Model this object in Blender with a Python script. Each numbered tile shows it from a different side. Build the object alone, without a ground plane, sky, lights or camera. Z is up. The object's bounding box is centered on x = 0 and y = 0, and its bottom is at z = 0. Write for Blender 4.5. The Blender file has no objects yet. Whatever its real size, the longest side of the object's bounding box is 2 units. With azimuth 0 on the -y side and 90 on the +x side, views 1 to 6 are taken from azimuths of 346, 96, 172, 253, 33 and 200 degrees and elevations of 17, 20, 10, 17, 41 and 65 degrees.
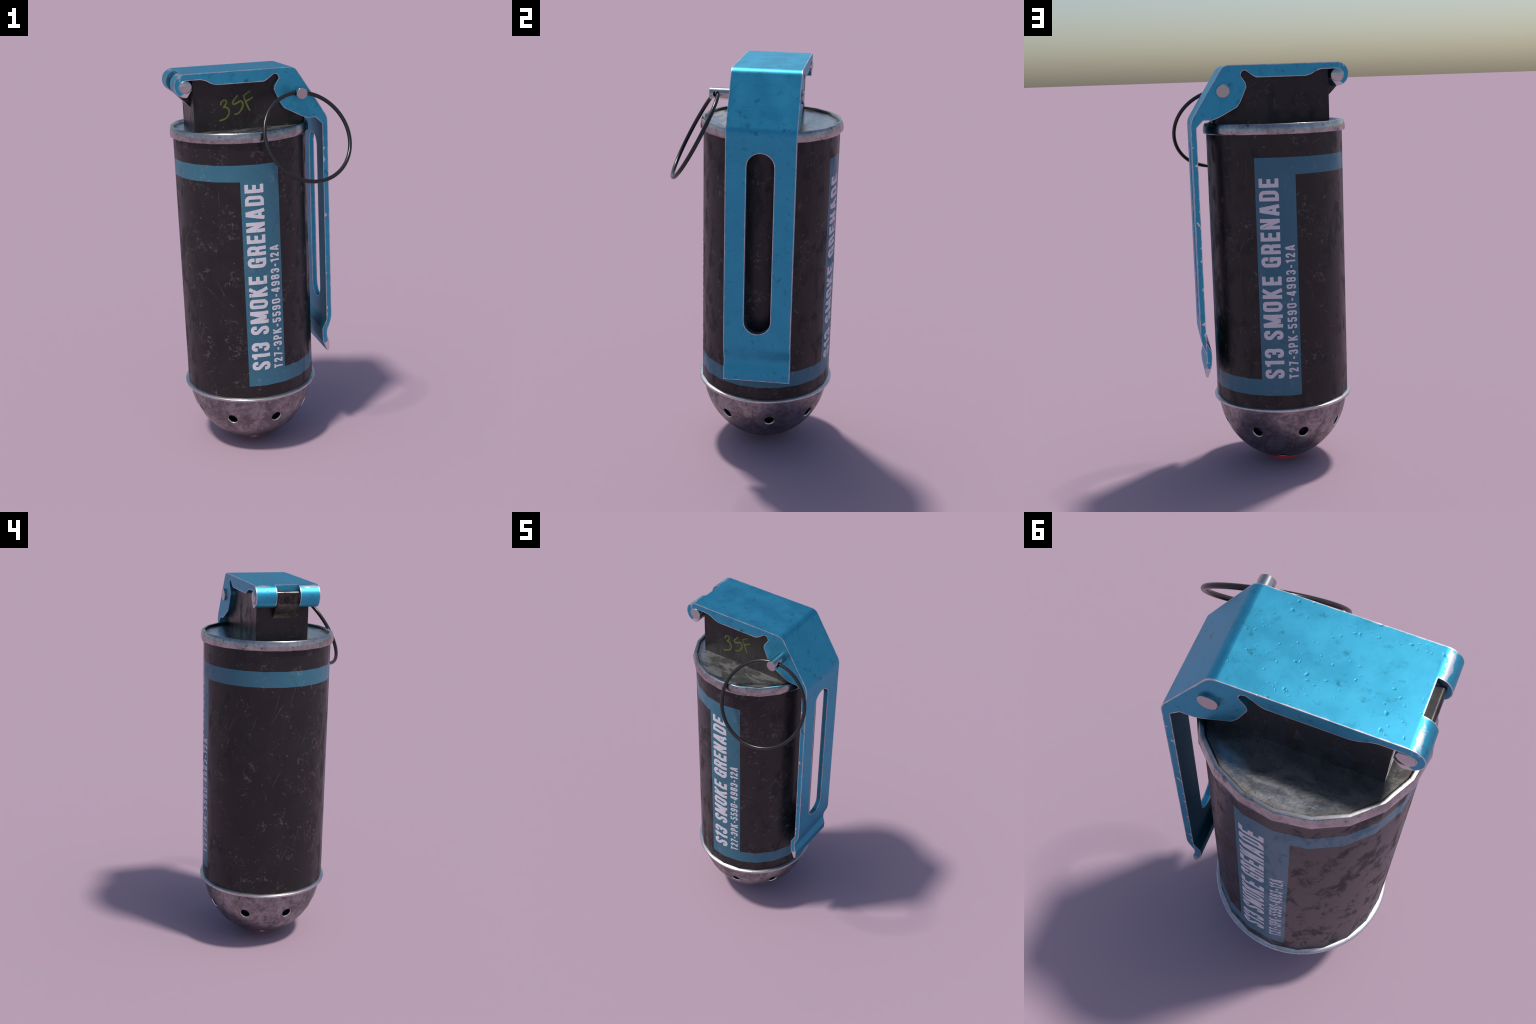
# Recreates a black canister with a perforated steel nose cap, a steel rim and lid,
# a black head block, a blue anodised safety lever hinged on a pin, and a pull pin with a wire ring.
import bpy, bmesh, math, random
import numpy as np
from mathutils import Vector, Matrix, noise as mnoise

CX, CY = -0.070, 0.050          # can axis
SIDES = 20                      # the can is a twenty-sided tube, shaded smooth
R_CAN = 0.3360
SX0, SX1 = 0.3205, 0.3475        # inner and outer face of the lever's hanging strip
Y0, Y1 = -0.1135, 0.2135        # outer faces of the lever
B0, B1 = -0.0868, 0.1866        # side faces of the head block
random.seed(7)

# ------------------------------------------------------------------ helpers
def link(ob, parent=None):
    bpy.context.scene.collection.objects.link(ob)
    if parent is not None:
        ob.parent = parent
    return ob

def mesh_object(name, verts, faces, parent=None, mats=(), smooth=None):
    me = bpy.data.meshes.new(name)
    me.from_pydata([tuple(v) for v in verts], [], faces)
    me.validate()
    me.update()
    for m in mats:
        me.materials.append(m)
    ob = bpy.data.objects.new(name, me)
    link(ob, parent)
    if smooth is not None:
        smooth_by_angle(ob, smooth)
    return ob

def smooth_by_angle(ob, deg):
    me = ob.data
    lim = math.radians(deg)
    bm = bmesh.new(); bm.from_mesh(me)
    for f in bm.faces:
        f.smooth = True
    for e in bm.edges:
        e.smooth = not (len(e.link_faces) == 2 and e.calc_face_angle(0) > lim)
    bm.to_mesh(me); bm.free()

def apply_mods(ob):
    dg = bpy.context.evaluated_depsgraph_get()
    dg.update()
    me = bpy.data.meshes.new_from_object(ob.evaluated_get(dg), depsgraph=dg)
    ob.modifiers.clear()
    old = ob.data
    ob.data = me
    me.name = ob.name
    bpy.data.meshes.remove(old)

def remove(ob):
    me = ob.data
    bpy.data.objects.remove(ob)
    bpy.data.meshes.remove(me)

def boolean(ob, cutters, op='DIFFERENCE'):
    for c in cutters:
        m = ob.modifiers.new('cut', 'BOOLEAN')
        m.operation = op; m.object = c; m.solver = 'EXACT'
    apply_mods(ob)
    for c in cutters:
        remove(c)

def bevel(ob, width, segments=2, angle=35, smooth=40):
    m = ob.modifiers.new('bevel', 'BEVEL')
    m.width = width; m.segments = segments
    m.limit_method = 'ANGLE'; m.angle_limit = math.radians(angle)
    m.harden_normals = False
    apply_mods(ob)
    smooth_by_angle(ob, smooth)
    w = ob.modifiers.new('weighted', 'WEIGHTED_NORMAL')
    w.keep_sharp = True
    apply_mods(ob)

def lathe(name, profile, seg, parent=None, mats=(), smooth=50, phase=0.0, centre=(CX, CY), close=False):
    """profile: (r, z) list, revolved about the vertical axis through centre."""
    verts, faces = [], []
    n = len(profile)
    rings = []
    for r, z in profile:
        if r < 1e-6:
            verts.append((centre[0], centre[1], z)); rings.append([len(verts) - 1] * seg)
        else:
            ring = []
            for i in range(seg):
                a = phase + 2 * math.pi * i / seg
                verts.append((centre[0] + r * math.cos(a), centre[1] + r * math.sin(a), z))
                ring.append(len(verts) - 1)
            rings.append(ring)
    pairs = list(zip(range(n - 1), range(1, n)))
    if close:
        pairs.append((n - 1, 0))
    for a, b in pairs:
        for i in range(seg):
            j = (i + 1) % seg
            f = [rings[a][i], rings[a][j], rings[b][j], rings[b][i]]
            g = []
            for v in f:
                if v not in g:
                    g.append(v)
            if len(g) > 2:
                faces.append(g)
    ob = mesh_object(name, verts, faces, parent, mats)
    recalc(ob)
    if smooth is not None:
        smooth_by_angle(ob, smooth)
    return ob

def recalc(ob):
    bm = bmesh.new(); bm.from_mesh(ob.data)
    bmesh.ops.recalc_face_normals(bm, faces=bm.faces)
    bm.to_mesh(ob.data); bm.free()

def prism(name, outline, y0, y1, parent=None, mats=()):
    """outline: (x, z) polygon extruded along y."""
    n = len(outline)
    verts = [(x, y0, z) for x, z in outline] + [(x, y1, z) for x, z in outline]
    faces = [list(range(n)), list(range(2 * n - 1, n - 1, -1))]
    faces += [[i, i + n, (i + 1) % n + n, (i + 1) % n] for i in range(n)]
    ob = mesh_object(name, verts, faces, parent, mats)
    recalc(ob)
    return ob

def rod(name, p, q, r, seg=24, parent=None, mats=(), taper=None):
    """Closed cylinder from p to q. taper: list of (t along, radius factor)."""
    p, q = Vector(p), Vector(q)
    d = (q - p)
    rot = d.to_track_quat('Z', 'Y').to_matrix()
    prof = taper or [(0, 1), (1, 1)]
    verts, faces = [], []
    for t, k in prof:
        for i in range(seg):
            a = 2 * math.pi * i / seg
            verts.append(p + d * t + rot @ Vector((r * k * math.cos(a), r * k * math.sin(a), 0)))
    m = len(prof)
    for k in range(m - 1):
        for i in range(seg):
            j = (i + 1) % seg
            faces.append([k * seg + i, k * seg + j, (k + 1) * seg + j, (k + 1) * seg + i])
    faces.append(list(range(seg - 1, -1, -1)))
    faces.append([(m - 1) * seg + i for i in range(seg)])
    ob = mesh_object(name, verts, faces, parent, mats)
    recalc(ob)
    return ob

def fillet(points, radii, step=9.0):
    """Round the corners of an open polyline; radii per point (0 = sharp)."""
    out = []
    for i, p in enumerate(points):
        p = Vector(p)
        r = radii[i]
        if i in (0, len(points) - 1) or r <= 0:
            out.append(tuple(p)); continue
        a = (Vector(points[i - 1]) - p); b = (Vector(points[i + 1]) - p)
        la, lb = a.length, b.length
        a.normalize(); b.normalize()
        ang = a.angle(b)
        t = min(r / math.tan(ang / 2), 0.49 * la, 0.49 * lb)
        r = t * math.tan(ang / 2)
        c = p + (a + b).normalized() * (r / math.sin(ang / 2))
        s, e = p + a * t, p + b * t
        v0, v1 = s - c, e - c
        tot = v0.angle(v1)
        k = max(1, int(math.ceil(math.degrees(tot) / step)))
        sg = 1 if v0.x * v1.y - v0.y * v1.x > 0 else -1
        for j in range(k + 1):
            th = sg * tot * j / k
            out.append((c.x + v0.x * math.cos(th) - v0.y * math.sin(th),
                        c.y + v0.x * math.sin(th) + v0.y * math.cos(th)))
    return out

def arc(cx, cz, r, a0, a1, n):
    return [(cx + r * math.cos(math.radians(a0 + (a1 - a0) * i / n)),
             cz + r * math.sin(math.radians(a0 + (a1 - a0) * i / n))) for i in range(n + 1)]

# ------------------------------------------------------------------ node helpers
class Nodes:
    def __init__(self, name):
        self.mat = bpy.data.materials.new(name)
        self.mat.use_nodes = True
        self.t = self.mat.node_tree
        self.bsdf = self.t.nodes['Principled BSDF']
        self._pos = None

    def new(self, kind, **props):
        n = self.t.nodes.new(kind)
        for k, v in props.items():
            setattr(n, k, v)
        return n

    def put(self, sock, v):
        if isinstance(v, bpy.types.NodeSocket):
            self.t.links.new(v, sock)
        else:
            if sock.type == 'RGBA' and isinstance(v, (tuple, list)) and len(v) == 3:
                v = (*v, 1)
            sock.default_value = v

    @property
    def pos(self):
        if self._pos is None:
            self._pos = self.new('ShaderNodeTexCoord').outputs['Object']
        return self._pos

    def math(self, op, a, b=0.0, c=0.0, clamp=False):
        n = self.new('ShaderNodeMath', operation=op, use_clamp=clamp)
        for s, v in zip(n.inputs, (a, b, c)):
            self.put(s, v)
        return n.outputs[0]

    def vmath(self, op, a, b=(0, 0, 0)):
        n = self.new('ShaderNodeVectorMath', operation=op)
        self.put(n.inputs[0], a); self.put(n.inputs[1], b)
        return n.outputs['Value' if op in ('DOT_PRODUCT', 'LENGTH', 'DISTANCE') else 'Vector']

    def mapping(self, scale=(1, 1, 1), rot=(0, 0, 0), loc=(0, 0, 0), vec=None):
        n = self.new('ShaderNodeMapping')
        self.put(n.inputs['Vector'], vec or self.pos)
        n.inputs['Location'].default_value = loc
        n.inputs['Rotation'].default_value = [math.radians(r) for r in rot]
        n.inputs['Scale'].default_value = scale
        return n.outputs[0]

    def noise(self, scale, detail=4, rough=0.55, vec=None, dist=0.0, color=False):
        n = self.new('ShaderNodeTexNoise')
        self.put(n.inputs['Vector'], vec or self.pos)
        n.inputs['Scale'].default_value = scale
        n.inputs['Detail'].default_value = detail
        n.inputs['Roughness'].default_value = rough
        n.inputs['Distortion'].default_value = dist
        return n.outputs['Color' if color else 'Fac']

    def voronoi(self, scale, feature='F1', vec=None, rand=1.0, out='Distance'):
        n = self.new('ShaderNodeTexVoronoi', feature=feature)
        self.put(n.inputs['Vector'], vec or self.pos)
        n.inputs['Scale'].default_value = scale
        n.inputs['Randomness'].default_value = rand
        return n.outputs[out]

    def step(self, v, lo, hi, a=0.0, b=1.0):
        n = self.new('ShaderNodeMapRange', interpolation_type='SMOOTHSTEP')
        self.put(n.inputs['Value'], v)
        n.inputs['From Min'].default_value = lo; n.inputs['From Max'].default_value = hi
        n.inputs['To Min'].default_value = a; n.inputs['To Max'].default_value = b
        return n.outputs['Result']

    def lin(self, v, lo, hi, a, b):
        n = self.new('ShaderNodeMapRange')
        self.put(n.inputs['Value'], v)
        n.inputs['From Min'].default_value = lo; n.inputs['From Max'].default_value = hi
        n.inputs['To Min'].default_value = a; n.inputs['To Max'].default_value = b
        return n.outputs['Result']

    def mix(self, f, a, b):
        n = self.new('ShaderNodeMix', data_type='RGBA')
        self.put(n.inputs[0], f); self.put(n.inputs[6], a); self.put(n.inputs[7], b)
        return n.outputs[2]

    def mixf(self, f, a, b):
        n = self.new('ShaderNodeMix', data_type='FLOAT')
        self.put(n.inputs[0], f); self.put(n.inputs[2], a); self.put(n.inputs[3], b)
        return n.outputs[0]

    def bump(self, h, strength=0.3, dist=0.002, normal=None):
        n = self.new('ShaderNodeBump')
        n.inputs['Strength'].default_value = strength
        n.inputs['Distance'].default_value = dist
        self.put(n.inputs['Height'], h)
        if normal is not None:
            self.put(n.inputs['Normal'], normal)
        return n.outputs[0]

    def set(self, **kw):
        names = dict(color='Base Color', metal='Metallic', rough='Roughness', normal='Normal',
                     spec='Specular IOR Level', coat='Coat Weight', coat_rough='Coat Roughness',
                     emit='Emission Color', emit_strength='Emission Strength')
        for k, v in kw.items():
            self.put(self.bsdf.inputs[names[k]], v)
        return self.mat

    @property
    def unrolled(self):
        """Coordinates of the can unrolled flat: (arc length, height, 0)."""
        sep = self.new('ShaderNodeSeparateXYZ'); self.put(sep.inputs[0], self.pos)
        x = self.math('SUBTRACT', sep.outputs[0], CX); y = self.math('SUBTRACT', sep.outputs[1], CY)
        arc = self.math('MULTIPLY', self.math('ARCTAN2', y, x), R_CAN)
        c = self.new('ShaderNodeCombineXYZ')
        self.put(c.inputs[0], arc); self.put(c.inputs[1], sep.outputs[2])
        wob = self.vmath('SCALE', self.vmath('SUBTRACT', self.noise(7, 2, color=True), (0.5, 0.5, 0.5)))
        wob.node.inputs['Scale'].default_value = 0.012
        return self.vmath('ADD', c.outputs[0], wob)

    def scratches(self, uv, angle, spacing, length, width, offset):
        """Separate long thin nicks, all roughly along one direction (degrees from the horizontal)."""
        k = length / width
        r = self.mapping((1, 1, 1), (0, 0, -angle), (offset, offset * 1.7, 0), uv)
        m = self.mapping((1 / (spacing * k), 1 / spacing, 1), vec=r)
        n = self.new('ShaderNodeTexVoronoi', voronoi_dimensions='2D', feature='F1')
        self.put(n.inputs['Vector'], m); n.inputs['Scale'].default_value = 1.0
        half = 0.5 * width / spacing
        return self.step(n.outputs['Distance'], half, half * 0.45)

    def edge_wear(self, radius, noise_scale, mid=0.17, swing=0.5):
        """Mask that is one on edges and corners; noise lets it break off or eat into the faces."""
        bv = self.new('ShaderNodeBevel', samples=8)
        bv.inputs['Radius'].default_value = radius
        g = self.new('ShaderNodeNewGeometry')
        d = self.vmath('DOT_PRODUCT', bv.outputs[0], g.outputs['True Normal'])
        e = self.math('SUBTRACT', 1.0, d)
        n = self.math('SUBTRACT', self.noise(noise_scale, 3, 0.6), 0.5)
        thr = self.math('MAXIMUM', self.math('ADD', mid, self.math('MULTIPLY', n, swing)), 0.035)
        return self.step(self.math('SUBTRACT', e, thr), -0.02, 0.03)

# ------------------------------------------------------------------ materials
BLACK = (0.0185, 0.0150, 0.0165)
PRINT_BLUE = (0.035, 0.142, 0.204)
PRINT_WHITE = (0.68, 0.66, 0.70)

def wear_masks(N):
    uv = N.unrolled
    lines = None
    for ang, sp, ln, wd, off in ((62, 0.060, 0.15, 0.0030, 0.13), (74, 0.075, 0.19, 0.0026, 0.71), (118, 0.070, 0.14, 0.0026, 1.37),
                                 (28, 0.080, 0.10, 0.0026, 2.11), (150, 0.085, 0.11, 0.0025, 0.43), (92, 0.09, 0.12, 0.0023, 3.2)):
        m = N.scratches(uv, ang, sp, ln, wd, off)
        lines = m if lines is None else N.math('MAXIMUM', lines, m)
    lines = N.math('MULTIPLY', lines, N.step(N.noise(70, 3, 0.7), 0.36, 0.56))
    fine = N.noise(42, 4, 0.68, dist=1.0)
    patch = N.noise(10, 2, 0.5, N.mapping(loc=(2.3, 4.1, 0.7)))
    scuff = N.math('MULTIPLY', N.step(fine, 0.52, 0.68), N.step(patch, 0.52, 0.64))
    # crescent-shaped dings: arcs of small circles
    ring2 = N.new('ShaderNodeTexVoronoi', voronoi_dimensions='2D', feature='F1')
    N.put(ring2.inputs['Vector'], N.vmath('ADD', uv, N.vmath('SCALE', N.noise(45, 3, color=True)))); ring2.inputs['Scale'].default_value = 7.5
    ring2.inputs['Vector'].links[0].from_node.inputs[1].links[0].from_node.inputs['Scale'].default_value = 0.016
    d2 = N.math('ABSOLUTE', N.math('SUBTRACT', ring2.outputs['Distance'], 0.15))
    arc = N.math('MULTIPLY', N.step(d2, 0.034, 0.010), N.step(N.noise(24, 2, 0.5, N.mapping(loc=(7, 1, 2))), 0.51, 0.60))
    arc = N.math('MULTIPLY', arc, N.step(fine, 0.44, 0.60))
    scuff = N.math('MAXIMUM', scuff, arc)
    dots = N.step(N.voronoi(40, 'F1', N.mapping(loc=(.3, .1, .2))), 0.15, 0.07)
    dots = N.math('MULTIPLY', dots, N.step(N.noise(17, 2), 0.54, 0.60))
    return lines, scuff, dots

def black_body_material(panels):
    N = Nodes('printed_black_paint' if panels else 'black_paint')
    lines, scuff, dots = wear_masks(N)
    tone = N.noise(7, 5, 0.65)
    black = N.mix(N.step(tone, 0.35, 0.7), (0.0090, 0.0075, 0.0084), (0.0138, 0.0108, 0.0122))
    col = black
    if panels:
        sep = N.new('ShaderNodeSeparateXYZ'); N.put(sep.inputs[0], N.pos)
        x = N.math('SUBTRACT', sep.outputs[0], CX); y = N.math('SUBTRACT', sep.outputs[1], CY)
        az = N.math('MULTIPLY', N.math('ARCTAN2', y, x), 180 / math.pi)
        z = sep.outputs[2]
        def between(v, lo, hi, s):
            return N.math('MULTIPLY', N.lin(v, lo - s, lo + s, 0, 1), N.lin(v, hi - s, hi + s, 1, 0))
        def span(a0, width):        # azimuth band starting at a0 degrees
            rel = N.math('MODULO', N.math('ADD', az, 720.0 - a0), 360.0)
            return between(rel, 0.0, width, 0.12)
        tall = between(z, 0.4215, 1.5700, 0.0006)
        upper = between(z, 1.4890, 1.5700, 0.0006)
        lower = between(z, 0.4215, 0.5020, 0.0006)
        panel = N.math('MAXIMUM', span(65.3, 33.3), span(255.2, 33.4))
        m = N.math('MULTIPLY', panel, tall)
        m = N.math('MAXIMUM', m, N.math('MULTIPLY', span(65.3, 223.3), upper))
        m = N.math('MAXIMUM', m, N.math('MULTIPLY', span(255.2, 203.4), lower))
        worn = N.math('MAXIMUM', lines, N.math('MULTIPLY', dots, 0.5))
        blue = N.mix(N.step(N.noise(5, 4), 0.3, 0.75), PRINT_BLUE, [c * 1.10 for c in PRINT_BLUE])
        blue = N.mix(N.math('MULTIPLY', scuff, 0.4), blue, (0.20, 0.27, 0.33))
        blue = N.mix(N.math('MULTIPLY', worn, 0.85), blue, BLACK)
        black = N.mix(N.math('MULTIPLY', N.math('MAXIMUM', N.math('MULTIPLY', lines, 0.95), dots), 0.6), black, (0.15, 0.13, 0.13))
        black = N.mix(N.math('MULTIPLY', scuff, 0.7), black, (0.11, 0.098, 0.098))
        col = N.mix(m, black, blue)
    else:
        col = N.mix(N.math('MULTIPLY', N.math('MAXIMUM', N.math('MULTIPLY', lines, 0.95), dots), 0.6), col, (0.15, 0.13, 0.13))
        col = N.mix(N.math('MULTIPLY', scuff, 0.5), col, (0.12, 0.105, 0.105))
    blotch = N.step(N.noise(17, 5, 0.66, N.mapping((1, 1, 0.50), (12, -10, 0)), 0.3), 0.48, 0.62)
    rough = N.mixf(blotch, 0.35, 0.62)
    rough = N.math('ADD', rough, N.math('MULTIPLY', scuff, 0.12))
    h = N.math('SUBTRACT', N.math('MULTIPLY', N.noise(60, 3), 0.35), N.math('MULTIPLY', lines, 0.95))
    N.set(color=col, rough=rough, spec=0.42, normal=N.bump(h, 0.08, 0.002))
    return N.mat

def print_material():
    N = Nodes('printed_white_ink')
    lines, scuff, dots = wear_masks(N)
    worn = N.math('MAXIMUM', lines, N.math('MULTIPLY', dots, 0.7))
    col = N.mix(N.step(N.noise(30, 3), 0.35, 0.7), PRINT_WHITE, [c * 0.93 for c in PRINT_WHITE])
    col = N.mix(N.math('MULTIPLY', worn, 0.9), col, (0.035, 0.022, 0.024))
    N.set(color=col, rough=0.5, spec=0.4)
    return N.mat

def marker_material():
    N = Nodes('green_marker_ink')
    col = N.mix(N.step(N.noise(40, 3), 0.3, 0.7), (0.088, 0.108, 0.016), (0.128, 0.150, 0.024))
    N.set(color=col, rough=0.55, spec=0.3)
    return N.mat

def lever_material():
    N = Nodes('blue_anodised_metal')
    wear = N.edge_wear(0.0105, 30, 0.085, 0.40)
    sep = N.new('ShaderNodeSeparateXYZ'); N.put(sep.inputs[0], N.pos)
    x, z = sep.outputs[0], sep.outputs[2]
    g = N.new('ShaderNodeNewGeometry')
    side = N.math('ABSOLUTE', N.vmath('DOT_PRODUCT', g.outputs['True Normal'], (0, 1, 0)))
    side = N.step(side, 0.90, 0.97)
    jag = N.math('SUBTRACT', N.noise(38, 3), 0.5)
    # the cut ends of the strip and of the curl are rubbed bare on their sides
    tip = N.step(N.math('ADD', z, N.math('MULTIPLY', jag, 0.10)), 0.548, 0.540)
    low = N.math('ADD', N.math('SUBTRACT', z, N.math('MULTIPLY', x, 0.75)), N.math('MULTIPLY', jag, 0.05))
    curl = N.math('MULTIPLY', N.step(low, 2.192, 2.184), N.step(x, -0.325, -0.328))
    # flakes lost along the inner edge of the hanging strip
    bite = N.math('MULTIPLY', N.math('MAXIMUM', N.math('SUBTRACT', N.noise(21, 2, 0.5, N.mapping(loc=(0, 0.4, 3.3))), 0.575), 0.0), 0.20)
    flake = N.math('SUBTRACT', N.math('ADD', bite, SX0), x)
    off = N.math('ABSOLUTE', N.math('SUBTRACT', sep.outputs[1], (Y0 + Y1) / 2))
    flake = N.math('MULTIPLY', flake, 1.0)
    side2 = N.math('MULTIPLY', side, N.step(off, 0.155, 0.160))
    flake = N.math('MULTIPLY', side2, N.math('MULTIPLY', N.step(flake, -0.0006, 0.0006), N.math('MULTIPLY', N.step(z, 1.69, 1.68), N.step(x, 0.3195, 0.3197))))
    wear = N.math('MAXIMUM', wear, N.math('MULTIPLY', side, N.math('MAXIMUM', flake, N.math('MAXIMUM', tip, curl))))
    # pale broken band along the crown of the knuckles
    crown = N.math('ADD', x, N.math('MULTIPLY', jag, 0.035))
    crown = N.math('MULTIPLY', N.math('MULTIPLY', N.step(crown, -0.372, -0.376), N.step(crown, -0.395, -0.390)), N.step(z, 1.96, 1.97))
    wear = N.math('MAXIMUM', wear, N.math('MULTIPLY', crown, N.math('MULTIPLY', N.step(N.noise(19, 3), 0.40, 0.52), 0.8)))
    cloud = N.noise(9, 5, 0.6)
    blue = N.mix(N.step(cloud, 0.3, 0.72), (0.046, 0.335, 0.505), (0.056, 0.375, 0.555))
    warp = N.vmath('ADD', N.pos, N.vmath('SCALE', N.noise(52, 3, color=True)))
    warp.node.inputs[1].links[0].from_node.inputs['Scale'].default_value = 0.024
    spots = N.step(N.voronoi(25, 'F1', warp), 0.20, 0.0)
    spots = N.math('MULTIPLY', spots, N.step(N.noise(13, 2, 0.5, N.mapping(loc=(1.2, 0, 2.2))), 0.47, 0.58))
    small = N.math('MULTIPLY', N.step(N.voronoi(52, 'F1', warp), 0.26, 0.0),
                   N.step(N.noise(17, 2, 0.5, N.mapping(loc=(4.2, 3, 0.2))), 0.49, 0.60))
    nick = N.scratches(N.mapping((1, 1, 1), (0, 0, 0)), 70, 0.09, 0.05, 0.0030, 0.31)
    pits = N.math('MAXIMUM', N.math('MAXIMUM', spots, N.math('MULTIPLY', small, 0.75)), N.math('MULTIPLY', nick, 0.5))
    grime = N.math('MULTIPLY', N.step(N.noise(26, 5, 0.7), 0.54, 0.72), 0.45)
    smudge = N.step(N.voronoi(15, 'F1', warp), 0.26, 0.04)
    smudge = N.math('MULTIPLY', smudge, N.step(N.noise(48, 4, 0.7), 0.40, 0.60))
    smudge = N.math('MULTIPLY', smudge, N.step(N.noise(11, 2, 0.5, N.mapping(loc=(6.1, 2, 1))), 0.42, 0.52))
    blue = N.mix(N.math('MULTIPLY', smudge, 0.6), blue, (0.014, 0.075, 0.115))
    blue = N.mix(N.math('MULTIPLY', pits, 0.55), blue, (0.016, 0.085, 0.130))  # dents tinted darker, shade of their hollows put into the blue
    blue = N.mix(grime, blue, (0.024, 0.160, 0.240))
    col = N.mix(wear, blue, (0.70, 0.66, 0.67))
    rough = N.mixf(wear, N.mixf(N.step(cloud, 0.35, 0.65), 0.42, 0.48), 0.40)
    h = N.math('SUBTRACT', N.math('MULTIPLY', N.noise(70, 3, 0.6), 0.10), pits)
    N.set(color=col, metal=N.mixf(wear, 0.95, 1.0), rough=rough, normal=N.bump(h, 0.20, 0.004))
    return N.mat

def steel_material(name, base, dark, rough0, rough1, fleck=0.5, edge=None):
    N = Nodes(name)
    n1 = N.noise(11, 6, 0.68, dist=0.5)
    n2 = N.noise(48, 5, 0.72)
    f = N.math('ADD', N.math('MULTIPLY', n1, 0.6), N.math('MULTIPLY', n2, 0.4))
    col = N.mix(N.step(f, 0.38, 0.62), dark, base)
    grime = N.math('MULTIPLY', N.step(N.noise(30, 4, 0.7, N.mapping(loc=(5, 2, 1))), 0.55, 0.70), fleck)
    col = N.mix(grime, col, [c * 0.25 for c in dark])
    rough = N.mixf(N.step(f, 0.35, 0.65), rough1, rough0)
    if edge:
        w = N.edge_wear(edge, 40)
        col = N.mix(w, col, (0.74, 0.70, 0.70))
    N.set(color=col, metal=1.0, rough=rough, normal=N.bump(n2, 0.15, 0.0015))
    return N.mat

def lid_material():
    N = Nodes('stained_lid_steel')
    streak = N.noise(15, 6, 0.66, N.mapping((0.6, 1.5, 1), (0, 0, -18)), 0.4)
    fine = N.noise(60, 4, 0.7)
    col = (0.43, 0.42, 0.42)
    col = N.mix(N.math('MULTIPLY', N.step(N.noise(34, 6, 0.75), 0.48, 0.66), 0.6), col, (0.20, 0.195, 0.19))
    # dirt gathered in the corner under the rim
    sep = N.new('ShaderNodeSeparateXYZ'); N.put(sep.inputs[0], N.pos)
    x = N.math('SUBTRACT', sep.outputs[0], CX); y = N.math('SUBTRACT', sep.outputs[1], CY)
    stain = N.step(streak, 0.48, 0.54)
    front = N.step(y, -0.10, -0.13)            # hard-edged stains only on the front half
    soft = N.step(streak, 0.35, 0.68)
    rad = N.math('SQRT', N.math('ADD', N.math('MULTIPLY', x, x), N.math('MULTIPLY', y, y)))
    rad = N.math('ADD', rad, N.math('MULTIPLY', N.math('SUBTRACT', N.noise(14, 4), 0.5), 0.05))
    dirt = N.step(rad, 0.296, 0.324)
    col = N.mix(N.math('MULTIPLY', dirt, 0.7), col, (0.055, 0.053, 0.047))
    rough = N.math('ADD', N.mixf(front, N.mixf(soft, 0.19, 0.30), N.mixf(stain, 0.26, 0.44)), N.math('MULTIPLY', dirt, 0.12))
    N.set(color=col, metal=0.95, rough=rough, normal=N.bump(N.noise(42, 5, 0.7), 0.22, 0.003))
    return N.mat

def plain(name, color, metal, rough, spec=0.5):
    N = Nodes(name)
    n = N.noise(45, 4, 0.65)
    col = N.mix(N.step(n, 0.3, 0.7), [c * 0.92 for c in color], color)
    N.set(color=col, metal=metal, rough=N.mixf(N.step(n, 0.3, 0.7), rough * 1.1, rough), spec=spec)
    return N.mat

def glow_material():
    N = Nodes('red_glow_emission')
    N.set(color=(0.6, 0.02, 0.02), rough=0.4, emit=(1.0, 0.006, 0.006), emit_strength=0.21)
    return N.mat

M_CAN = black_body_material(True)
M_BLACK = black_body_material(False)
M_INK = print_material()
M_MARK = marker_material()
M_LEVER = lever_material()
M_DOME = steel_material('dull_brushed_steel', (0.37, 0.345, 0.355), (0.160, 0.147, 0.155), 0.34, 0.46, 0.45)
M_RIM = steel_material('worn_rim_steel', (0.47, 0.455, 0.46), (0.29, 0.275, 0.28), 0.17, 0.28, 0.75)
M_EDGE = plain('bright_steel_edge', (0.78, 0.76, 0.76), 1.0, 0.30)
M_PIN = plain('pin_steel', (0.47, 0.46, 0.47), 1.0, 0.20)
M_HINGE = plain('polished_pin_steel', (0.52, 0.51, 0.52), 1.0, 0.12)
M_WIRE = plain('blackened_wire', (0.020, 0.019, 0.020), 0.3, 0.24, 0.6)
M_INSIDE = plain('dark_inside', (0.02, 0.019, 0.018), 0.0, 0.7)
M_LID = lid_material()
M_LUG = steel_material('lightened_black_lug', (0.085, 0.080, 0.080), (0.030, 0.027, 0.028), 0.24, 0.40, 0.5)  # grey lifted above the block's black for the sun it catches
M_COLLAR = steel_material('brushed_collar_steel', (0.66, 0.64, 0.65), (0.46, 0.44, 0.45), 0.30, 0.40, 0.35)
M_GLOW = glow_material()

# ------------------------------------------------------------------ root
root = bpy.data.objects.new('smoke_grenade', None)
root.location = (0, 0, 0)
link(root)
root['label'] = 'black smoke grenade with blue metal lever, pull ring and steel nose'
root['category'] = 'smoke grenade'

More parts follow.
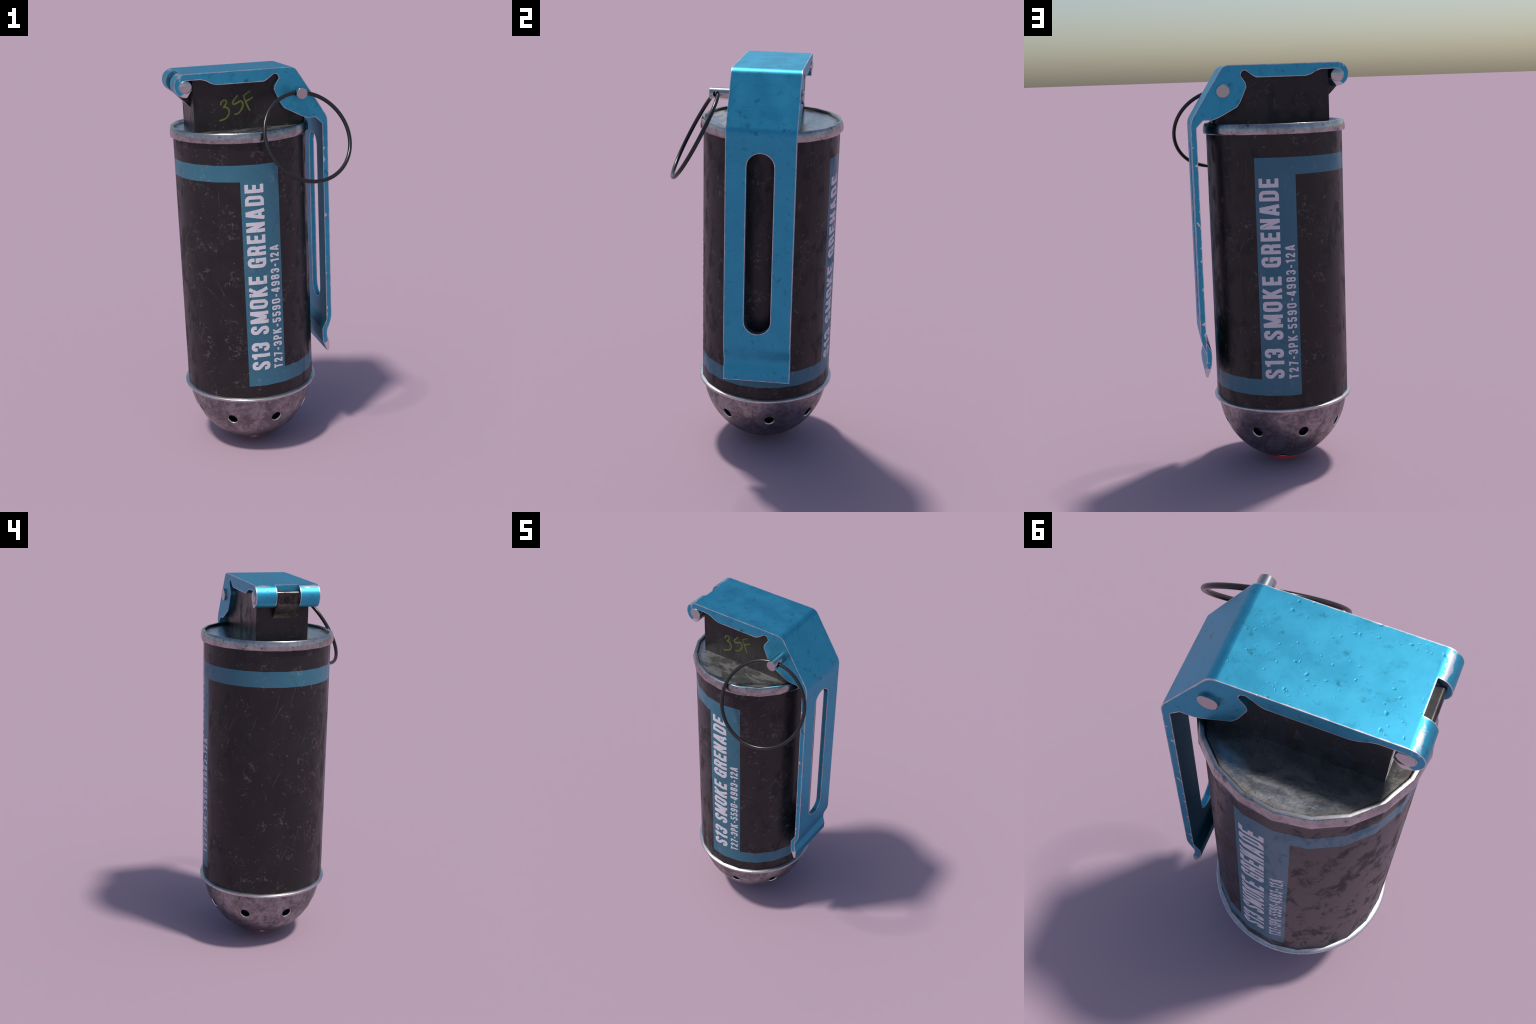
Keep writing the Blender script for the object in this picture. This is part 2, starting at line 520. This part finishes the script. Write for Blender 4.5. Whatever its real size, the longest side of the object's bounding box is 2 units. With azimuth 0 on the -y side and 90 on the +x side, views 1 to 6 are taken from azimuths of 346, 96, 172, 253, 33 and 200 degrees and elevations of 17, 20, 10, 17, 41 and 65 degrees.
# ------------------------------------------------------------------ can body, rim, lid
can = lathe('can_body', [(0.30, 0.356), (R_CAN, 0.356), (R_CAN, 0.50), (R_CAN, 1.57), (R_CAN, 1.690), (0.30, 1.690)],
            SIDES, root, [M_CAN], 50)
rim_prof = [(0.3345, 1.6745), (0.3450, 1.6748), (0.3500, 1.6790), (0.3511, 1.6880), (0.3507, 1.6985), (0.3494, 1.7085), (0.3464, 1.7185), (0.3434, 1.7256),
            (0.3420, 1.7263), (0.3310, 1.7263), (0.3288, 1.7225), (0.3272, 1.7180), (0.3255, 1.7100), (0.3255, 1.6800)]
rim = lathe('rolled_rim', rim_prof, SIDES, root, [M_RIM], 48, close=True)
lid = lathe('lid', [(0.0, 1.7125), (0.15, 1.7125), (0.300, 1.7120), (0.312, 1.7128), (0.325, 1.7132), (0.325, 1.69), (0.0, 1.69)],
            SIDES, root, [M_LID], 40)

# ------------------------------------------------------------------ nose cap with vent holes
DR, DH, DZ = 0.3265, 0.3475, 0.350       # half ellipsoid: radius, depth, top level
EXPO = 1.92
def dome_point(t, shrink=0.0):
    return ((DR - shrink) * math.cos(t) ** (2 / EXPO), DZ - (DH - shrink) * math.sin(t) ** (2 / EXPO))
def dome_normal(p):
    """Outward normal of the superellipsoid at p."""
    x, y, z = p[0] - CX, p[1] - CY, p[2] - DZ
    r = math.hypot(x, y)
    nr = (max(r, 1e-5) / DR) ** (EXPO - 1) / DR
    nz = -(max(-z, 1e-5) / DH) ** (EXPO - 1) / DH
    k = nr / max(r, 1e-5)
    return Vector((x * k, y * k, nz)).normalized()

steps = [i / 30 for i in range(31)]
MOUTH = 0.060                            # open mouth at the very bottom, filled by the lens
outer = [dome_point(t * math.pi / 2) for t in steps]
outer = [p for p in outer if p[0] > MOUTH]
zl = DZ - DH * (1 - (MOUTH / DR) ** EXPO) ** (1 / EXPO)
outer.append((MOUTH, zl))
inner = [dome_point(t * math.pi / 2, 0.012) for t in steps]
inner = [p for p in inner if p[0] > MOUTH]
inner = [(MOUTH, inner[-1][1])] + inner[::-1]
dome = lathe('nose_cap', outer + inner, 80, root, [M_DOME, M_EDGE, M_INSIDE], None, close=True)

holes = []
def vent(az, r_target, rad):
    # find the surface point at that radius, drill along the normal
    t = math.acos(min(1, (r_target / DR) ** (EXPO / 2)))
    r, z = dome_point(t)
    a = math.radians(az)
    p = Vector((CX + r * math.cos(a), CY + r * math.sin(a), z))
    n = dome_normal(p)
    holes.append((p, n, rad))
for k in range(8):
    vent(11.25 + 45 * k, 0.2985, 0.0243)
for k in range(4):
    vent(78.75 + 90 * k, 0.152, 0.0240)
cutters = []
for p, n, rad in holes:
    L = 0.07
    a, b = p - n * 0.045, p + n * 0.025
    f = lambda d: (0.045 + d) / L
    d = rod('drill', a, b, rad, 24, taper=[(0, 1), (f(-0.0055), 1), (f(-0.0025), 1.06), (f(0.0005), 1.20), (f(0.003), 1.34), (1, 1.6)])
    side = Vector((-(p.y - CY), p.x - CX, 0)).normalized()
    up = n.cross(side)                       # along the meridian
    for v in d.data.vertices:
        v.co += up * ((v.co - p).dot(up) * 0.15)
    cutters.append(d)
boolean(dome, cutters)
# materials and exact normals after drilling
me = dome.data
nrm = []
for poly in me.polygons:
    poly.use_smooth = True
    c, fn = poly.center, poly.normal
    dn = dome_normal(c)
    lvl = ((math.hypot(c.x - CX, c.y - CY) / DR) ** EXPO + (max(DZ - c.z, 0) / DH) ** EXPO) ** (1 / EXPO)
    hole = None
    for p, n, rad in holes:
        d = c - p
        if (d - n * d.dot(n)).length < rad * 1.48 and abs(d.dot(n)) < 0.02 and abs(fn.dot(n)) < 0.93:
            hole = (p, n, rad)
    if fn.dot(dn) > 0.97 and lvl > 0.985 and not hole:
        poly.material_index = 0
        nrm.append('outer')
    elif hole:
        d = c - hole[0]
        poly.material_index = 1 if d.dot(hole[1]) > -0.0047 else 2
        nrm.append('wall')
    else:
        poly.material_index = 2 if lvl < 0.975 else 0
        nrm.append('flat')
loops = [None] * len(me.loops)
for poly, kind in zip(me.polygons, nrm):
    for li in poly.loop_indices:
        co = me.vertices[me.loops[li].vertex_index].co
        loops[li] = dome_normal(co) if kind == 'outer' else poly.normal.copy()
me.normals_split_custom_set(loops)

collar = lathe('nose_collar', [(0.318, 0.3405), (0.3470, 0.3405), (0.3492, 0.3422), (0.3497, 0.3450), (0.3497, 0.3500),
                               (0.3490, 0.3518), (0.3478, 0.3528), (0.3360, 0.3568), (0.3200, 0.3580)], 72, root, [M_COLLAR], 40, close=True)
glow_disc = lathe('red_glow_disc', [(0.0, 0.0), (0.020, 0.0007), (0.040, 0.0034), (0.0520, 0.0068), (0.0595, 0.0095), (0.0595, 0.020), (0.0, 0.020)], 48, dome, [M_GLOW], 40)  # emissive disc added to give the red glow under the nose
liner = lathe('dark_inner_liner', [(0.0, 0.032)] + [(r, z) for r, z in [dome_point(t * math.pi / 2, 0.034) for t in steps][::-1] if z > 0.034] + [(0.292, 0.36), (0.0, 0.36)],  # near-black shell set behind the vents so the holes look dark
              40, dome, [M_INSIDE], 50)

# ------------------------------------------------------------------ head block under the lever
blk = fillet([(-0.3234, B0), (0.240, B0), (0.240, B1), (-0.3234, B1)], [0, 0.026, 0.026, 0], 18)
n = len(blk)
verts = [(x, y, 1.700) for x, y in blk] + [(x, y, 1.9715) for x, y in blk]
faces = [list(range(n - 1, -1, -1)), list(range(n, 2 * n))] + [[i, (i + 1) % n, (i + 1) % n + n, i + n] for i in range(n)]
block = mesh_object('head_block', verts, faces, root, [M_BLACK])
recalc(block)
behind = prism('behind', [(0.1655, 1.9900), (0.1655 + 0.40, 1.9900 - 0.636), (0.70, 1.99)], -0.3, 0.4)
boolean(block, [behind])
bevel(block, 0.002, 2)
lug_line = fillet([(-0.318, 1.9708), (-0.4005, 1.9708), (-0.4005, 1.9090), (-0.318, 1.8220)], [0, 0.013, 0.004, 0], 12)
lug = prism('hinge_lug', lug_line, -0.0090, 0.1045, block, [M_LUG])
bevel(lug, 0.002, 2, 40)

# ------------------------------------------------------------------ lever
outer_line = fillet([(-0.361, 2.0), (0.1850, 2.0), (SX1, 1.7420), (SX1, 0.6850)], [0, 0.046, 0.075, 0], 5)
tip_outer = fillet([(SX1, 0.6900), (0.3440, 0.6640), (0.3220, 0.6060), (0.3205, 0.5800), (0.3325, 0.5330), (0.3300, 0.4905)],
                   [0, 0.10, 0.08, 0.06, 0.05, 0], 6)
tip_inner = fillet([(0.3195, 0.4900), (0.2995, 0.5420), (0.2962, 0.5850), (0.2962, 0.6180), (SX0, 0.6660), (SX0, 0.70)],
                   [0, 0.03, 0.03, 0.02, 0.03, 0], 10)
cheek = fillet([(SX0, 1.40), (SX0, 1.7115), (0.2870, 1.7445), (0.2450, 1.7445), (0.2130, 1.7560), (0.1250, 1.8020), (0.1050, 1.8310),
                (0.0765, 1.8960), (0.0800, 1.9150), (0.1035, 1.9500), (0.0960, 1.9690), (0.0800, 1.9740), (0.0440, 1.9470),
                (0.0270, 1.9385), (-0.2080, 1.9385), (-0.2360, 1.9460), (-0.2580, 1.9600), (-0.2840, 1.9680), (-0.3600, 1.9690)],
               [0, 0.004, 0.006, 0.03, 0.06, 0.02, 0.05, 0.012, 0.02, 0.010, 0.012, 0.012, 0.03, 0.02, 0.04, 0.05, 0.04, 0.03, 0], 14)
PINX, PINZ, PINR = -0.3605, 1.9385, 0.0300
curl_in = arc(PINX, PINZ, 0.0305, 90, 332, 16)
curl_out = [(-0.3300, 1.9255), (-0.3480, 1.9000)] + arc(-0.361, 1.944, 0.056, -62, -270, 18)[2:-1]
outline = outer_line[:-1] + tip_outer + tip_inner[:-1] + cheek[1:-1] + curl_in + curl_out
lever = prism('safety_lever', outline, Y0, Y1, root, [M_LEVER])
# hollow between the two cheeks
hollow_line = fillet([(-0.3215, 1.9735), (0.1705, 1.9735), (SX0, 1.7350), (SX0, 1.60)], [0, 0.022, 0.014, 0], 8) + [(-0.3215, 1.60)]
hollow = prism('hollow', hollow_line, B0 - 0.0012, B1 + 0.0012)
# long slot in the strip, rounded ends
SY0, SY1, SZ0, SZ1 = -0.0155, 0.1135, 0.7505, 1.6440
rr = (SY1 - SY0) / 2; ym = (SY0 + SY1) / 2
ring = [(ym + rr * math.cos(math.radians(a)), SZ1 - rr + rr * math.sin(math.radians(a))) for a in range(0, 181, 15)]
ring += [(ym + rr * math.cos(math.radians(a)), SZ0 + rr + rr * math.sin(math.radians(a))) for a in range(180, 361, 15)]
n = len(ring)
slot = mesh_object('slot', [(0.29, y, z) for y, z in ring] + [(0.40, y, z) for y, z in ring],
                   [list(range(n)), list(range(2 * n - 1, n - 1, -1))] + [[i, i + n, (i + 1) % n + n, (i + 1) % n] for i in range(n)])
recalc(slot)
gap = prism('gap', [(-0.3670, 2.05), (-0.3670, 1.9660), (-0.320, 1.9660), (-0.320, 1.85), (-0.45, 1.85), (-0.45, 2.05)], -0.0125, 0.1085)
boolean(lever, [hollow, slot, gap])
bevel(lever, 0.0014, 2, 32, 30)

# ------------------------------------------------------------------ pins and ring
def turned_pin(name, x, z, y0, y1, r, parent, mat, edge=0.10, seg=28):
    L = y1 - y0
    e = edge * r / L
    return rod(name, (x, y0, z), (x, y1, z), r, seg, parent, [mat],
               taper=[(0, 1 - edge * 1.6), (e * 0.35, 1 - edge * 0.6), (e, 1), (1 - e, 1), (1 - e * 0.35, 1 - edge * 0.6), (1, 1 - edge * 1.6)])

ys, ye = Y0 - 0.0070, Y1 + 0.0075
L = ye - ys
crown = [(0.0, 0.05), (0.0006, 0.30), (0.0020, 0.60), (0.0038, 0.84), (0.0052, 0.96), (0.0066, 1.0)]     # domed heads
hinge = rod('hinge_pin', (PINX, ys, PINZ), (PINX, ye, PINZ), PINR, 32, root, [M_HINGE],
            taper=[(d / L, k) for d, k in crown] + [(1 - d / L, k) for d, k in crown[::-1]])
smooth_by_angle(hinge, 60)
rivet = turned_pin('rivet', 0.1890, 1.8800, 0.150, 0.2258, 0.0318, root, M_PIN, 0.07)
smooth_by_angle(rivet, 14)
pull = turned_pin('pull_pin', 0.1890, 1.8800, -0.2113, -0.080, 0.0268, root, M_PIN, 0.03)
ey = rod('eye', (0.10, -0.1785, 1.8800), (0.28, -0.1785, 1.8800), 0.0150, 20)
boolean(pull, [ey])
pull.data.materials.append(M_INSIDE)
for f in pull.data.polygons:            # the drilled eye is dark inside
    c = f.center
    if abs(f.normal.x) < 0.3 and abs(math.hypot(c.y + 0.1785, c.z - 1.88) - 0.0150) < 0.0015 and abs(c.x - 0.189) < 0.026:
        f.material_index = len(pull.data.materials) - 1
smooth_by_angle(pull, 14)

C = Vector((0.1892, -0.2822, 1.6815)); RR = 0.2263; WR = 0.0096
nv = Vector((-0.1991, 1.0, -0.5453)).normalized()
u = Vector((1, 0, 0)); u = (u - nv * u.dot(nv)).normalized(); v = nv.cross(u)
verts, faces = [], []
S, T = 72, 12
for i in range(S):
    a = 2 * math.pi * i / S
    d = u * math.cos(a) + v * math.sin(a)
    for j in range(T):
        b = 2 * math.pi * j / T
        verts.append(C + d * (RR + WR * math.cos(b)) + nv * (WR * math.sin(b)))
for i in range(S):
    for j in range(T):
        faces.append([i * T + j, ((i + 1) % S) * T + j, ((i + 1) % S) * T + (j + 1) % T, i * T + (j + 1) % T])
wire = mesh_object('pull_ring', verts, faces, pull, [M_WIRE])
recalc(wire); smooth_by_angle(wire, 60)

# ------------------------------------------------------------------ lettering: strokes -> distance field -> ink film
def polyline(points, radius, n=6):
    """Rounded path through points (radius may be one number)."""
    rad = [radius] * len(points)
    return fillet(points, rad, 90.0 / n)

def glyph(ch, t):
    """Centre lines of a condensed capital, cap height 1. Returns (width, [paths])."""
    a = t / 2; b = 1 - a; k = 0.17
    P = lambda pts, r=k: polyline(pts, r)
    if ch == 'S':
        w = 0.48; return w, [P([(w - a, 0.68), (w - a, b), (a, b), (a, 0.64), (w - a, 0.36), (w - a, a), (a, a), (a, 0.32)], 0.15)]
    if ch == '1':
        w = 0.31; return w, [[(w - a, 0), (w - a, 1)], [(0, 0.80), (w - a, 0.845)], P([(0.06, 0.80), (w - a, 0.90)], 0)]
    if ch == '3':
        w = 0.48
        return w, [P([(a, 0.68), (a, b), (w - a, b), (w - a, 0.51), (0.36 * w, 0.51)], 0.15),
                   P([(0.36 * w, 0.51), (w - a, 0.51), (w - a, a), (a, a), (a, 0.32)], 0.15)]
    if ch == 'M':
        w = 0.68; return w, [[(a, 0), (a, 1)], [(w - a, 0), (w - a, 1)], [(a * 1.1, 1), (w / 2, 0.12)], [(w - a * 1.1, 1), (w / 2, 0.12)]]
    if ch in 'O0':
        w = 0.52; return w, [P([(w / 2, b), (a, b), (a, a), (w - a, a), (w - a, b), (w / 2, b)])]
    if ch == 'K':
        w = 0.54; return w, [[(a, 0), (a, 1)], [(a, 0.36), (w - a, 1.0)], [(0.42 * w, 0.56), (w - a * 0.95, 0)]]
    if ch == 'E':
        w = 0.45; s = 0.5 * t; return w, [[(a, 0), (a, 1)], [(a, 1 - s), (w, 1 - s)], [(a, 0.5), (w - 0.03, 0.5)], [(a, s), (w, s)]]
    if ch == 'G':
        w = 0.52; return w, [P([(w - a, 0.64), (w - a, b), (a, b), (a, a), (w - a, a), (w - a, 0.36)]), [(w - a, 0.0), (w - a, 0.56)],
                             [(w / 2, 0.48), (w, 0.48)]]
    if ch == 'R':
        w = 0.50; return w, [[(a, 0), (a, 1)], P([(a, b), (w - a, b), (w - a, 0.47), (a, 0.47)], 0.14), P([(w * .5, 0.47), (w - a, 0.42), (w - a, 0)], 0.10)]
    if ch == 'N':
        w = 0.53; return w, [[(a, 0), (a, 1)], [(w - a, 0), (w - a, 1)], [(a, 0.98), (w - a, 0.02)]]
    if ch == 'A':
        w = 0.58; return w, [[(a * 0.9, 0), (w / 2 - a * .25, 1)], [(w - a * 0.9, 0), (w / 2 + a * .25, 1)], [(a * 1.4, 0.25), (w - a * 1.4, 0.25)]]
    if ch == 'D':
        w = 0.53; return w, [[(a, 0), (a, 1)], P([(a, b), (w - a, b), (w - a, a), (a, a)])]
    if ch == 'T':
        w = 0.46; return w, [[(0, b), (w, b)], [(w / 2, 0), (w / 2, 1)]]
    if ch == '2':
        w = 0.46; return w, [P([(a, 0.66), (a, b), (w - a, b), (w - a, 0.60), (a, 0.14), (a, a)], 0.14), [(0, a), (w, a)]]
    if ch == '7':
        w = 0.45; return w, [[(0, b), (w, b)], [(w - a, b), (w * 0.36, 0)]]
    if ch == 'P':
        w = 0.48; return w, [[(a, 0), (a, 1)], P([(a, b), (w - a, b), (w - a, 0.42), (a, 0.42)], 0.14)]
    if ch == '5':
        w = 0.47; return w, [[(w - 0.02, b), (0, b)], [(a, 1), (a, 0.50)], P([(a, 0.57), (w - a, 0.57), (w - a, a), (a, a), (a, 0.31)], 0.14)]
    if ch == '9':
        w = 0.49; return w, [P([(w - a, 0.46), (a, 0.46), (a, b), (w - a, b), (w - a, 0.46)], 0.14), P([(w - a, 0.7), (w - a, a), (a, a), (a, 0.28)], 0.15)]
    if ch == '8':
        w = 0.49; return w, [P([(w / 2, b), (a * 1.1, b), (a * 1.1, 0.52), (w - a * 1.1, 0.52), (w - a * 1.1, b), (w / 2, b)], 0.14),
                             P([(w / 2, 0.52), (a, 0.52), (a, a), (w - a, a), (w - a, 0.52), (w / 2, 0.52)], 0.14)]
    if ch == '4':
        w = 0.50; return w, [[(w * 0.70, 0), (w * 0.70, 1)], [(w * 0.60, 1), (a * .6, 0.27)], [(0, 0.26), (w, 0.26)]]
    if ch == '-':
        w = 0.28; return w, [[(0, 0.44), (w, 0.44)]]
    return 0.3, []

def stroke_field(X, Y, paths, half, round_ends=False):
    """Signed distance (negative inside) to a union of thick polylines with flat or round ends."""
    D = np.full(X.shape, 9.0)
    for path in paths:
        for i in range(len(path) - 1):
            (x0, y0), (x1, y1) = path[i], path[i + 1]
            L = math.hypot(x1 - x0, y1 - y0)
            if L < 1e-9:
                continue
            ux, uy = (x1 - x0) / L, (y1 - y0) / L
            s = (X - x0) * ux + (Y - y0) * uy
            d = np.abs(-(X - x0) * uy + (Y - y0) * ux) - half
            D = np.minimum(D, np.maximum(d, np.maximum(-s, s - L)))
            if i > 0 or round_ends:
                D = np.minimum(D, np.hypot(X - x0, Y - y0) - half)
            if round_ends:
                D = np.minimum(D, np.hypot(X - x1, Y - y1) - half)
    return D

def film(name, w, h, paths, half, cell, rough, place, parent, mat, round_ends=False, origin=(0, 0), seed=0):
    """March the stroke field over a grid and lay the resulting cells on a surface with place(x, y, lift)."""
    nx, ny = int(w / cell) + 3, int(h / cell) + 3
    xs = origin[0] + (np.arange(nx) - 1) * cell; ys = origin[1] + (np.arange(ny) - 1) * cell
    X, Y = np.meshgrid(xs, ys, indexing='ij')
    D = stroke_field(X, Y, paths, half, round_ends)
    q = 2 * math.pi / (cell * 9)
    D = D + rough * (np.sin(q * X + seed) * np.sin(0.8 * q * Y + 1.7 * seed) + 0.7 * np.sin(1.9 * q * Y + seed * 2.3 + 1.3 * np.sin(q * X)))
    verts, index, faces = [], {}, []
    def vid(i, j):
        key = (i, j)
        if key not in index:
            index[key] = len(verts); verts.append((xs[i], ys[j]))
        return index[key]
    def eid(p, q_):
        key = (min(p, q_), max(p, q_))
        if key not in index:
            f = D[p] / (D[p] - D[q_])
            index[key] = len(verts)
            verts.append((xs[p[0]] + (xs[q_[0]] - xs[p[0]]) * f, ys[p[1]] + (ys[q_[1]] - ys[p[1]]) * f))
        return index[key]
    inside = D < 0
    cnt = inside[:-1, :-1].astype(int) + inside[1:, :-1] + inside[1:, 1:] + inside[:-1, 1:]
    for i, j in np.argwhere(cnt > 0):
        i, j = int(i), int(j)
        cs = [(i, j), (i + 1, j), (i + 1, j + 1), (i, j + 1)]
        f = []
        for c, d in zip(cs, cs[1:] + cs[:1]):
            if inside[c]:
                f.append(vid(*c))
            if inside[c] != inside[d]:
                f.append(eid(c, d))
        if len(f) > 2:
            faces.append(f)
    pts = [place(x, y, 0) for x, y in verts]
    me = bpy.data.meshes.new(name)
    me.from_pydata([p[0] for p in pts], [], faces)
    me.materials.append(mat)
    bm = bmesh.new(); bm.from_mesh(me)
    bm.verts.ensure_lookup_table()
    normals = [Vector(p[1]) for p in pts]
    # give the ink its thickness: skirt down into the surface
    edges = [e for e in bm.edges if e.is_boundary]
    res = bmesh.ops.extrude_edge_only(bm, edges=edges)
    new = [g for g in res['geom'] if isinstance(g, bmesh.types.BMVert)]
    src = {}
    for vtx in new:
        for e in vtx.link_edges:
            o = e.other_vert(vtx)
            if o.index >= 0 and o.index < len(pts) and (o.co - vtx.co).length < 1e-9:
                src[vtx] = normals[o.index]
    for vtx, nn in src.items():
        vtx.co -= nn * 0.0016
    bmesh.ops.recalc_face_normals(bm, faces=bm.faces)
    bm.to_mesh(me); bm.free()
    flat = sum((p.normal.dot(normals[p.vertices[0]]) for p in me.polygons[:len(faces)] if p.vertices[0] < len(normals)))
    if flat < 0:
        me.flip_normals()
    for p in me.polygons:
        p.use_smooth = True
    custom = []
    for p in me.polygons:
        top = all(vv < len(pts) for vv in p.vertices)
        for li in p.loop_indices:
            vi = me.loops[li].vertex_index
            custom.append(normals[vi] if top else p.normal.copy())
    me.normals_split_custom_set(custom)
    ob = bpy.data.objects.new(name, me)
    link(ob, parent)
    return ob

FACET = 2 * math.pi / SIDES
def on_can(az0, z0, scale):
    """Text runs up the can: glyph x goes up, glyph y goes towards smaller azimuth."""
    def place(x, y, lift):
        az = math.radians(az0) - y * scale / R_CAN
        f = (az % FACET) - FACET / 2
        r = R_CAN * math.cos(FACET / 2) / math.cos(f) + 0.0011
        nrm = Vector((math.cos(az), math.sin(az), 0))
        return (CX + r * nrm.x, CY + r * nrm.y, z0 + x * scale), nrm
    return place

def text_line(text, az_base, az_top, z0, z1, t, gap, space, cell, rough):
    scale = math.radians(az_base - az_top) * R_CAN
    adv = 0.0; items = []
    for ch in text:
        if ch == ' ':
            adv += space - gap; continue
        w, paths = glyph(ch, t)
        items.append((ch, adv, w)); adv += w + gap
    total = adv - gap
    k = (z1 - z0) / (total * scale)             # stretch so that the line has its measured length
    for i, (ch, x, w) in enumerate(items):
        w, paths = glyph(ch, t)
        paths = [[(px * k, py) for px, py in p] for p in paths]
        film('printed_letter', w * k, 1.0, paths, t / 2, cell / scale, rough / scale,
             on_can(az_base, z0 + x * k * scale, scale), can, M_INK, seed=i * 1.37 + len(text))

for base in (65.3, 255.4):
    text_line('S13 SMOKE GRENADE', base + 19.15, base + 3.15, 0.5085, 1.4740, 0.190, 0.150, 0.47, 0.0015, 0.00042)
    text_line('T27-3PK-5590-4983-12A', base + 30.90, base + 22.95, 0.5055, 1.1570, 0.175, 0.235, 0.5, 0.0011, 0.0002)

# hand-written mark on the block's front face
def on_block(x, y, lift):
    return (x, B0 - 0.0009, y), Vector((0, -1, 0))
def curve(points, n=8):
    """Catmull-Rom through the points."""
    p = [Vector(q) for q in points]; p = [p[0]] + p + [p[-1]]
    out = []
    for i in range(1, len(p) - 2):
        for s in range(n):
            u_ = s / n
            q = 0.5 * ((2 * p[i]) + (p[i + 1] - p[i - 1]) * u_ + (2 * p[i - 1] - 5 * p[i] + 4 * p[i + 1] - p[i + 2]) * u_ ** 2
                       + (-p[i - 1] + 3 * p[i] - 3 * p[i + 1] + p[i + 2]) * u_ ** 3)
            out.append(tuple(q))
    out.append(tuple(p[-2]))
    return out
three = [curve([(-.187, 1.839), (-.184, 1.852), (-.171, 1.860), (-.160, 1.856), (-.161, 1.843), (-.174, 1.825)]),
         curve([(-.174, 1.825), (-.159, 1.823), (-.148, 1.810), (-.149, 1.792), (-.161, 1.774), (-.177, 1.766), (-.195, 1.762)])]
ess = [curve([(-.103, 1.876), (-.121, 1.857), (-.127, 1.843), (-.121, 1.836), (-.105, 1.842), (-.089, 1.850), (-.079, 1.842), (-.077, 1.826),
              (-.087, 1.806), (-.102, 1.791), (-.118, 1.787)])]
eff = [curve([(-.072, 1.874), (-.064, 1.848), (-.055, 1.824), (-.044, 1.801)]), curve([(-.072, 1.874), (-.055, 1.885), (-.039, 1.893)]),
       curve([(-.063, 1.846), (-.044, 1.854), (-.027, 1.863)])]
for i, strokes in enumerate((three, ess, eff)):
    xs = [q[0] for s in strokes for q in s]; zs = [q[1] for s in strokes for q in s]
    film('handwritten_mark', max(xs) - min(xs) + .012, max(zs) - min(zs) + .012, strokes, 0.0041, 0.001, 0.00015,
         on_block, block, M_MARK, True, (min(xs) - .006, min(zs) - .006), i + 1.0)
